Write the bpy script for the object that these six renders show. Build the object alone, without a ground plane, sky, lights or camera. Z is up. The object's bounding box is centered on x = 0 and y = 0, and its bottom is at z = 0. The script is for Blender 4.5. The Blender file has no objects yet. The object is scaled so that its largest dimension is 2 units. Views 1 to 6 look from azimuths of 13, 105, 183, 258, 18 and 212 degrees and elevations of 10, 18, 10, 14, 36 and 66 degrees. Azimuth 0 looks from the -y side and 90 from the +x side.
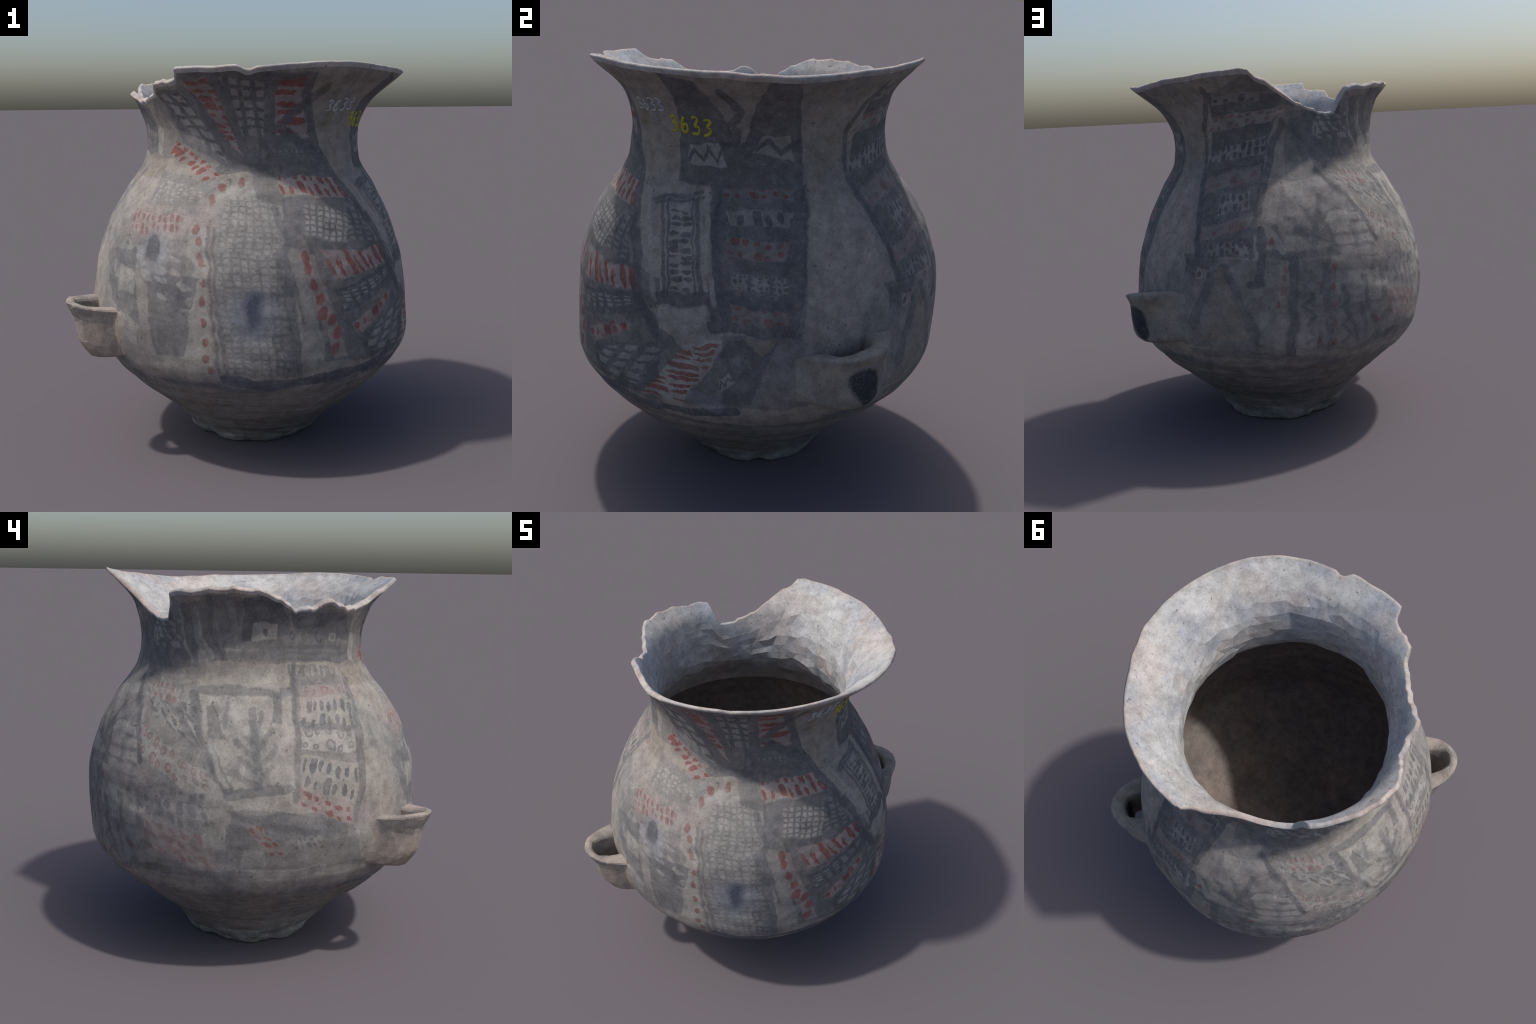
import bpy, math
import numpy as np
from mathutils import Vector

rng = np.random.default_rng(7)

# --------------------------------------------------------------------------
# 1. THE POT'S SHAPE: a mean radius profile, how its axis drifts, how oval it
#    is, and where the broken lip ends at each azimuth.  Angles are degrees
#    counter-clockwise from +x, lengths are metres.
# --------------------------------------------------------------------------
PROFILE = [(0.00, .318), (.03, .340), (.06, .362), (.12, .419), (.18, .472), (.24, .550), (.30, .619), (.36, .690),
           (.42, .751), (.48, .806), (.54, .846), (.60, .864), (.68, .873), (.76, .876), (.84, .875), (.92, .867),
           (1.00, .857), (1.08, .835), (1.16, .807), (1.24, .774), (1.32, .726), (1.38, .689), (1.44, .643),
           (1.50, .607), (1.56, .591), (1.62, .585), (1.68, .587), (1.73, .597), (1.78, .614), (1.83, .639),
           (1.88, .683), (1.93, .736), (1.98, .780), (2.04, .815)]
# z, drift along x, drift along y, ovalness along the axes, ovalness along the diagonals
DRIFT = [(0.0, .002, .012, 0, .004), (.12, .014, -.007, -.004, -.008), (.24, .027, -.014, -.014, -.009),
         (.36, .022, -.015, -.019, -.003), (.48, .014, -.003, -.019, -.007), (.60, .013, -.003, -.024, -.012),
         (.76, -.006, -.003, -.025, -.003), (.92, -.007, .002, -.032, .002), (1.08, -.011, .001, -.035, -.005),
         (1.24, -.008, 0, -.033, -.009), (1.44, -.001, .010, -.023, -.012), (1.56, .005, .006, -.018, -.018),
         (1.68, .007, .006, -.012, -.012), (1.78, .014, .003, -.005, 0), (1.88, .029, -.003, .010, .008),
         (1.95, .040, -.010, .010, .011), (2.04, .025, -.004, -.012, .008)]
# the lip: intact and gently waving on the +x side, broken away at the back left
LIP = [(-42.8, 1.985), (-34, 1.981), (-24, 1.973), (-17, 1.968), (-9, 1.967), (-1, 1.964), (7, 1.960), (16, 1.950),
       (25, 1.947), (37, 1.955), (50, 1.969), (60, 1.978), (72, 1.988), (82, 1.996), (84.8, 1.985), (86.6, 1.955),
       (89, 1.935), (95.5, 1.895), (105, 1.825), (116, 1.774), (126.0, 1.764), (127.3, 1.800), (129.5, 1.860), (131, 1.903),
       (134, 1.903), (143, 1.894), (152, 1.908), (161, 1.908), (170, 1.904), (173.7, 1.894), (178, 1.866), (184, 1.838),
       (188.4, 1.817), (195.7, 1.822), (200.5, 1.851), (205.5, 1.851), (212, 1.838), (217.4, 1.826), (224, 1.822),
       (232, 1.838), (237, 1.868), (240, 1.890), (251, 1.904), (253.2, 1.914), (255, 1.960), (257, 1.963),
       (265, 1.962), (274, 1.965), (278, 1.966), (281, 1.951), (283, 1.950), (285, 1.961), (295, 1.973), (308, 1.983)]


def smooth_curve(x, xs, ys):
    """Monotone-ish cubic through the knots (Catmull-Rom slopes)."""
    xs, ys = np.asarray(xs, float), np.asarray(ys, float)
    m = np.gradient(ys, xs)
    x = np.clip(x, xs[0], xs[-1])
    i = np.clip(np.searchsorted(xs, x) - 1, 0, len(xs) - 2)
    h = xs[i + 1] - xs[i]
    t = (x - xs[i]) / h
    return ((2 * t**3 - 3 * t**2 + 1) * ys[i] + (t**3 - 2 * t**2 + t) * h * m[i]
            + (3 * t**2 - 2 * t**3) * ys[i + 1] + (t**3 - t**2) * h * m[i + 1])


PZ, PR = zip(*PROFILE)
DZ, DX, DY, OA, OD = zip(*DRIFT)


# where the wall leaves the turned shape: azimuth, its spread, height, its spread, how far out
SWELL = [(-42, 20, .95, .40, .012), (-100, 24, .85, .40, -.011), (-122, 14, .95, .35, -.006), (160, 18, .70, .22, -.009),
         (62, 16, 1.20, .15, .009), (26, 11, .67, .12, .026), (61, 10, .70, .12, .026), (43, 16, .60, .05, .008),
         (-160, 16, .58, .10, .010), (-152, 8, .69, .12, .020), (-121, 8, .69, .12, .022), (-45, 35, .30, .12, .006)]


def hand_swell(z, deg):
    out = 0
    for a, wa, h, wh, d in SWELL:
        out = out + d * np.exp(-(((deg - a + 180) % 360 - 180) / wa) ** 2 - ((z - h) / wh) ** 2)
    return out


def radius(z, az):
    return (smooth_curve(z, PZ, PR) + np.interp(z, DZ, DX) * np.cos(az) + np.interp(z, DZ, DY) * np.sin(az)
            + np.interp(z, DZ, OA) * np.cos(2 * az) + np.interp(z, DZ, OD) * np.sin(2 * az)
            + np.interp(z, [.4, .6, 1.3, 1.45, 1.6], [0, .0065, .0065, .003, 0]) * (np.cos(3 * az) - np.cos(az))
            + np.interp(z, [0, .1, .42, .52], [.006, .009, .007, 0]) * np.clip(np.cos(az + 2.2), 0, 1)
            + hand_swell(z, np.degrees(az))
            + np.interp(z, [1.5, 1.62, 1.8, 1.95], [0, .016, .014, .004]) * np.exp(-((np.abs(az - 2.6) / .45) ** 4)))


def lattice_noise(x, y, seed, period=None):
    """Value noise, smooth; x may be periodic with an integer period."""
    g = np.random.default_rng(seed).uniform(-1, 1, (64, 64))
    xi, yi = np.floor(x).astype(int), np.floor(y).astype(int)
    fx, fy = x - xi, y - yi
    fx, fy = fx * fx * (3 - 2 * fx), fy * fy * (3 - 2 * fy)
    m = period or 64
    a, b = xi % m, (xi + 1) % m
    c, d = yi % 64, (yi + 1) % 64
    return (g[a, c] * (1 - fx) + g[b, c] * fx) * (1 - fy) + (g[a, d] * (1 - fx) + g[b, d] * fx) * fy


def facet_noise(x, y, seed, period):
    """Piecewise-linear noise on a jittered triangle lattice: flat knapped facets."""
    g = np.random.default_rng(seed).uniform(-1, 1, (64, 64))
    x = x + .5 * (np.floor(y) % 2)
    xi, yi = np.floor(x).astype(int), np.floor(y).astype(int)
    fx, fy = x - xi, y - yi
    v = lambda i, j: g[i % period, j % 64]
    low = v(xi, yi) + fx * (v(xi + 1, yi) - v(xi, yi)) + fy * (v(xi, yi + 1) - v(xi, yi))
    high = v(xi + 1, yi + 1) + (1 - fx) * (v(xi, yi + 1) - v(xi + 1, yi + 1)) + (1 - fy) * (v(xi + 1, yi) - v(xi + 1, yi + 1))
    return np.where(fx + fy < 1, low, high)


# --------------------------------------------------------------------------
# 2. THE WALL AS ONE CLOSED GRID: columns by azimuth, rows running from the
#    middle of the underside up the outside, over the lip, down the inside.
# --------------------------------------------------------------------------
N = 480
AZ = np.arange(N) / N * 2 * np.pi - np.pi
az_deg = np.degrees(AZ)
LA, LZ = zip(*LIP)
lip = np.interp((az_deg - LA[0]) % 360 + LA[0], LA + (LA[0] + 360,), LZ + (LZ[0],))
broken = ((az_deg % 360 > 84) & (az_deg % 360 < 254)).astype(float)
lip = lip - np.interp(lip, [1.75, 1.85, 1.95], [.003, .006, .008])
lip = lip + lattice_noise(az_deg / 360 * 60, 0 * AZ, 3, 60) * (.003 + .005 * broken)
teeth = np.random.default_rng(4).uniform(-1, 1, 150)              # small angular chips along the break
teeth = np.where(np.random.default_rng(9).random(150) < .55, 0, teeth)
teeth[-1] = teeth[0]
lip = lip + np.interp(az_deg, np.linspace(-180, 180, 150), teeth) * (.0012 + .0055 * broken)

NECK = 1.44
low_z = np.concatenate([np.linspace(0.0, .10, 12), np.linspace(.108, NECK, 112)])
t_neck = np.linspace(0, 1, 60)[1:]
Zout = np.concatenate([np.repeat(low_z[:, None], N, 1), NECK + (lip - NECK) * t_neck[:, None]])
A = np.repeat(AZ[None], len(Zout), 0)
Rout = radius(Zout, A)

# worn foot: its lower edge is chipped
chip = np.maximum(0, lattice_noise(np.degrees(A) / 360 * 17, Zout * 5, 11, 17)) * .045
chip = chip + np.maximum(0, lattice_noise(np.degrees(A) / 360 * 48, Zout * 16, 12, 48)) * .016
Rout = Rout + (.010 - chip) * np.clip((.10 - Zout) / .06, 0, 1)
Rout = Rout + .012 * facet_noise(np.degrees(A) / 360 * 30, Zout * 22, 13, 30) * np.clip((.13 - Zout) / .05, 0, 1)
# throwing ridges on the unpainted cone, and the small ledge where the paint ends
deg = np.degrees(A)
cone = np.clip((.47 - Zout) / .05, 0, 1) * np.clip((Zout - .05) / .06, 0, 1)
Rout = Rout + cone * (.0030 * lattice_noise(deg / 360 * 9, Zout * 30, 21, 9) + .0022 * lattice_noise(deg / 360 * 24, Zout * 70, 22, 24))
ledge_z = .435 + .02 * lattice_noise(deg / 360 * 9, Zout * 0, 23, 9)
Rout = Rout + .004 * np.exp(-((Zout - ledge_z - .02) / .02) ** 2) - .003 * np.exp(-((Zout - ledge_z + .015) / .014) ** 2)
# hand-made unevenness of the whole wall
Rout = Rout + .0025 * lattice_noise(deg / 360 * 14, Zout * 4, 24, 14) + .0012 * lattice_noise(deg / 360 * 50, Zout * 20, 25, 50)
Rout = Rout + .0025 * facet_noise(deg / 360 * 34, Zout * 8, 26, 34) * np.clip((Zout - .4) / .1, 0, 1) * np.clip((1.5 - Zout) / .1, 0, 1)

outer = np.stack([Rout * np.cos(A), Rout * np.sin(A), Zout], -1)


def meridian_normal(R, Z):
    dr, dz = np.gradient(R, axis=0), np.gradient(Z, axis=0)
    n = np.hypot(dr, dz) + 1e-9
    return dr / n, dz / n


smoothR = radius(Zout, A)
Tr, Tz = meridian_normal(smoothR, Zout)
wall = np.interp(Zout, [0, .15, .5, 1.3, 1.6, 1.85, 2.0], [.06, .05, .036, .031, .034, .027, .013])
wall = wall + .003 * lattice_noise(deg / 360 * 12, Zout * 5, 31, 12)
facets = .003 * facet_noise(deg / 360 * 46, Zout * 15, 32, 46) * np.clip((Zout - 1.25) / .12, 0, 1) * np.clip((lip - Zout) / .12, 0.15, 1)
Rin = smoothR - Tz * (wall + facets)
Zin = Zout + Tr * (wall + facets)
floor_z = .150
keep = low_z > .10
first_in = int(np.argmax(keep))
inner = np.stack([Rin * np.cos(A), Rin * np.sin(A), np.maximum(Zin, floor_z + .0 * Zin)], -1)[first_in:]

edge_r = smoothR[-1] - Tz[-1] * wall[-1] * .5 + Tr[-1] * .002
edge_z = Zout[-1] + Tr[-1] * wall[-1] * .5 + Tz[-1] * .002
edge = np.stack([edge_r * np.cos(AZ), edge_r * np.sin(AZ), edge_z], -1)

under = [np.stack([Rout[0] * k * np.cos(AZ), Rout[0] * k * np.sin(AZ),
                   .010 * (1 - k) + .004 * lattice_noise(AZ / (2 * np.pi) * 9 + 20, 0 * AZ + k * 6, 41, 9) * (k < 1)], -1)
         for k in (.05, .3, .55, .8, .93)]
flo_r = np.hypot(inner[0][:, 0], inner[0][:, 1])
floor = [np.stack([flo_r * k * np.cos(AZ), flo_r * k * np.sin(AZ), 0 * AZ + floor_z + .012 * (1 - k)], -1)
         for k in (.92, .75, .55, .35, .15, .03)]
grid = np.concatenate([np.array(under), outer, edge[None], inner[::-1], np.array(floor)])
rows = len(grid)
n_under, n_out = len(under), len(outer)
row_lip = n_under + n_out                       # index of the edge row
row_zero = n_under                              # first outside row


def row_at(z):                                  # outside row nearest this height
    return row_zero + int(np.argmin(abs(low_z - z)))


# part boundaries, in rows
PARTS = [("foot", 0, row_at(.10)), ("lower_body", row_at(.10), row_at(.40)), ("belly", row_at(.40), row_at(NECK)),
         ("neck", row_at(NECK), row_lip - 3), ("rim", row_lip - 3, row_lip + 14),
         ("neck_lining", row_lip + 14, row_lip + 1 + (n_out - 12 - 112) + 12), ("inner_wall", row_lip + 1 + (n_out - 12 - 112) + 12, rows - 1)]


def normals_of(g):
    du = np.roll(g, -1, 1) - np.roll(g, 1, 1)
    dv = np.gradient(g, axis=0)
    n = np.cross(du, dv)
    return n / (np.linalg.norm(n, axis=-1, keepdims=True) + 1e-12)


NORM = normals_of(grid)


def make_mesh(name, verts, faces, normals=None):
    me = bpy.data.meshes.new(name)
    me.from_pydata([tuple(v) for v in verts], [], faces)
    me.polygons.foreach_set("use_smooth", [True] * len(faces))
    me.update()
    if normals is not None:
        me.normals_split_custom_set_from_vertices([tuple(n) for n in normals])
    ob = bpy.data.objects.new(name, me)
    bpy.context.scene.collection.objects.link(ob)
    return ob


vase = bpy.data.objects.new("painted_jar", None)
bpy.context.scene.collection.objects.link(vase)
vase["label"] = "broken hand-painted clay jar with two lug handles"
vase["category"] = "pottery jar"

part = {}
for name, r0, r1 in PARTS:
    g = grid[r0:r1 + 1]
    nr = len(g)
    if name == "neck_lining":
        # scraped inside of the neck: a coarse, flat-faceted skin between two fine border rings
        step, levels = 8, np.linspace(0, nr - 1, 11).astype(int)
        nc = N // step
        rings = [g[0]]
        for k_, li in enumerate(levels[1:-1]):
            jr = np.clip(li + rng.integers(-1, 2, nc), 1, nr - 2)
            jc = (np.arange(nc) * step + (step // 2 if k_ % 2 else 0) + rng.integers(-2, 3, nc)) % N
            push = (rng.normal(0, .0042, nc) * np.clip((lip[jc] - NECK) / .5, .3, 1))[:, None]
            rings.append(g[jr, jc] + NORM[r0 + jr, jc] * push)
        rings.append(g[-1])
        verts = np.concatenate(rings)
        base = np.cumsum([0] + [len(x) for x in rings])
        faces = []
        for k in range(len(rings) - 1):
            a0, b0 = base[k], base[k + 1]
            na, nb = len(rings[k]), len(rings[k + 1])
            for c in range(nc):
                d = (c + 1) % nc
                if na == nb:
                    q = [int(a0 + c), int(a0 + d), int(b0 + d), int(b0 + c)]
                    faces += [[q[0], q[1], q[3]], [q[1], q[2], q[3]]] if k % 2 else [[q[0], q[1], q[2]], [q[0], q[2], q[3]]]
                else:
                    fine0, coarse0, flip = (a0, b0, False) if na > nb else (b0, a0, True)
                    new = []
                    for i in range(step):
                        tip = c if i < step // 2 else d
                        new.append([int(fine0 + c * step + i), int(fine0 + (c * step + i + 1) % N), int(coarse0 + tip)])
                    new.append([int(fine0 + c * step + step // 2), int(coarse0 + d), int(coarse0 + c)])
                    faces += [f[::-1] for f in new] if flip else new
        ob = make_mesh(name, verts, faces)
        ob.data.polygons.foreach_set("use_smooth", [False] * len(faces))
        ob.parent = vase
        part[name] = ob
        continue
    verts, nrm = g.reshape(-1, 3), NORM[r0:r1 + 1].reshape(-1, 3)
    idx = np.arange(nr * N).reshape(nr, N)
    a, b = idx[:-1], idx[1:]
    a2, b2 = np.roll(a, -1, 1), np.roll(b, -1, 1)
    faces = np.stack([a, a2, b2, b], -1).reshape(-1, 4).tolist()
    if name == "foot":
        faces.append([int(i) for i in idx[0][::-1]])
    if name == "inner_wall":
        faces.append([int(i) for i in idx[-1]])
    ob = make_mesh(name, verts, faces, nrm)
    ob.parent = vase
    part[name] = ob


# --------------------------------------------------------------------------
# 3. THE TWO LUG HANDLES: a strap that loops out horizontally, pierced from
#    top to bottom, leaning in towards its lower edge.
# --------------------------------------------------------------------------
def lug(name, az0, hole_w, hole_q, top, bottom, reach, width, blunt, skirt, ns, nz, rough, seed, smooth):
    """reach: how far out the lug stands at each height; width: half width of its swollen root,
    blunt: half width of the strap proper, both at each height; skirt: strength of the root;
    hole_w/hole_q: the hole seen from above; top/bottom: its heights along the loop."""
    r = np.random.default_rng(seed)
    a0 = math.radians(az0)
    s = np.linspace(-1, 1, ns)
    sg = lambda v, e: np.sign(v) * abs(v) ** e
    down = np.linspace(1, 0, nz)
    # once round the cross-section: lip, outside downwards, underside, up the hole
    K = np.concatenate([[.15, .5, .88], np.ones(nz), [.75, .35], np.zeros(nz)])
    F = np.concatenate([[.985, 1.01, 1.0], .97 * down, [-.04, -.03], down[::-1] * .95])
    zt, zb = np.interp(s, *zip(*top)), np.interp(s, *zip(*bottom))
    rz, rv = zip(*reach); wz, wv = zip(*width)
    nc = len(K)
    P = np.zeros((ns, nc, 3))
    for i in range(ns):
        z = zb[i] + (zt[i] - zb[i]) * F
        w, out = np.interp(z, wz, wv), np.interp(z, rz, rv)
        t = (.4 * np.sin(s[i] * np.pi / 2) + .6 * s[i]) * w
        wall_r = radius(z, a0 + np.arcsin(np.clip(t / .87, -1, 1)))
        q_wall = np.sqrt(wall_r ** 2 - t ** 2)
        loop = np.clip(1 - (t / np.interp(z, *zip(*blunt))) ** 2, 0, 1) ** .46       # the strap itself
        root = skirt * np.clip(1 - (t / w) ** 2, 0, 1) ** 2                           # the swelling it grows from
        q_out = q_wall - .014 + (out - wall_r + .014) * np.sqrt(loop ** 2 + root ** 2) / math.sqrt(1 + skirt ** 2)
        deep = 1 - .22 * (1 - np.clip(F, 0, 1))
        t_in = hole_w * np.sin(s[i] * np.pi / 2) * deep
        q_base = np.sqrt(radius(z, a0 + np.arcsin(np.clip(t_in / .87, -1, 1))) ** 2 - t_in ** 2) - .016
        q_in = q_base + (hole_q - .86) * abs(np.cos(s[i] * np.pi / 2)) ** .7 * deep
        q_in = np.minimum(q_in, np.maximum(q_out - .010, q_base))            # never thinner than a skin, never through the wall
        tt, q = t_in + (t - t_in) * K, q_in + (q_out - q_in) * K
        P[i] = np.stack([q * math.cos(a0) - tt * math.sin(a0), q * math.sin(a0) + tt * math.cos(a0), z], -1)
    P += r.normal(0, rough, P.shape)
    idx = np.arange(ns * nc).reshape(ns, nc)
    faces = [[int(idx[i, j]), int(idx[i, (j + 1) % nc]), int(idx[i + 1, (j + 1) % nc]), int(idx[i + 1, j])]
             for i in range(ns - 1) for j in range(nc)]
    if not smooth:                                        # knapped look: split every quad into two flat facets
        faces = [f for a, b, c, d in faces for f in ([a, b, c], [a, c, d])]
    faces += [[int(v) for v in idx[0][::-1]], [int(v) for v in idx[-1]]]
    ob = make_mesh(name, P.reshape(-1, 3), faces)
    ob.data.polygons.foreach_set("use_smooth", [smooth] * len(faces))
    ob.parent = vase
    return ob


handle_a = lug("handle", -136, .108, 1.018, [(-1, .78), (-.6, .825), (-.3, .845), (.2, .838), (.6, .815), (1, .76)],
               [(-1, .62), (-.6, .575), (0, .555), (.6, .575), (1, .62)],
               [(.50, .94), (.55, .962), (.58, .984), (.62, 1.012), (.70, 1.026), (.75, 1.030), (.79, 1.050), (.815, 1.074), (.92, 1.072)],
               [(.5, .30), (.65, .29), (.80, .28), (.9, .27)], [(.55, .172), (.68, .168), (.75, .165), (.82, .180)], .42, 45, 9, .0012, 5, True)
handle_b = lug("handle.001", 43, .118, .978, [(-1, .76), (-.65, .805), (-.4, .835), (0, .862), (.45, .875), (.7, .86), (1, .80)],
               [(-1, .61), (-.5, .60), (0, .592), (.5, .60), (1, .63)],
               [(.50, .91), (.57, .95), (.61, .990), (.64, 1.004), (.70, 1.010), (.78, 1.012), (.82, 1.026), (.84, 1.045), (.92, 1.045)],
               [(.5, .33), (.65, .33), (.8, .31), (.9, .30)], [(.58, .165), (.70, .180), (.82, .192)], .48, 65, 12, .0010, 6, True)
for ob in (handle_a, handle_b):
    m = ob.modifiers.new("round", "SUBSURF")
    m.levels = m.render_levels = 1
# the sunny lug is scanned coarsely: thin it to a few flat facets
thin = handle_a.modifiers.new("coarse_facets", "DECIMATE")
thin.ratio = .085
bpy.context.view_layer.update()
baked = bpy.data.meshes.new_from_object(handle_a.evaluated_get(bpy.context.evaluated_depsgraph_get()))
handle_a.modifiers.clear()
handle_a.data = baked
baked.name = "handle"
baked.polygons.foreach_set("use_smooth", [False] * len(baked.polygons))
# --------------------------------------------------------------------------
# 4. THE PAINTING.  Every painted piece is one of three things, placed by
#    azimuth (degrees) and height (metres):
#      panel - a four-cornered field with a ground colour and a filling
#              (dash, dot, ring, hatch, lines, zig, zig_v)
#      brush - a brush line through a few points, with a width
#      blot  - a soft round spot
#    They are computed in the shader from Object coordinates, layer on layer.
# --------------------------------------------------------------------------
COLOUR = {
    "cream": (.282, .257, .229), "light": (.320, .303, .278), "pale": (.285, .232, .216), "grey": (.200, .194, .188),
    "mid": (.118, .116, .125), "dark": (.098, .097, .105), "dark_blue": (.074, .083, .112), "blue": (.190, .205, .245),
    "red": (.192, .066, .060), "dull_red": (.185, .105, .098), "tan": (.235, .195, .160), "olive": (.150, .128, .060),
    "black": (.035, .038, .045),
}


def panel(corners, ground, cover, filling=None, mark=None, mark_cover=0, nu=1, nv=1, extra=0):
    return dict(kind="panel", pts=corners, ground=ground, cover=min(1, cover * .97), filling=filling, mark=mark,
                mark_cover=min(1, mark_cover * 1.02), nu=nu, nv=nv, extra=extra)


def brush(points, width, colour, cover):
    return dict(kind="brush", pts=points, width=width, colour=colour, cover=min(1, cover * .97))


def blot(centre, rx, rz, colour, cover):
    return dict(kind="blot", pts=[centre], rx=rx, rz=rz, colour=colour, cover=cover)


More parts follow.
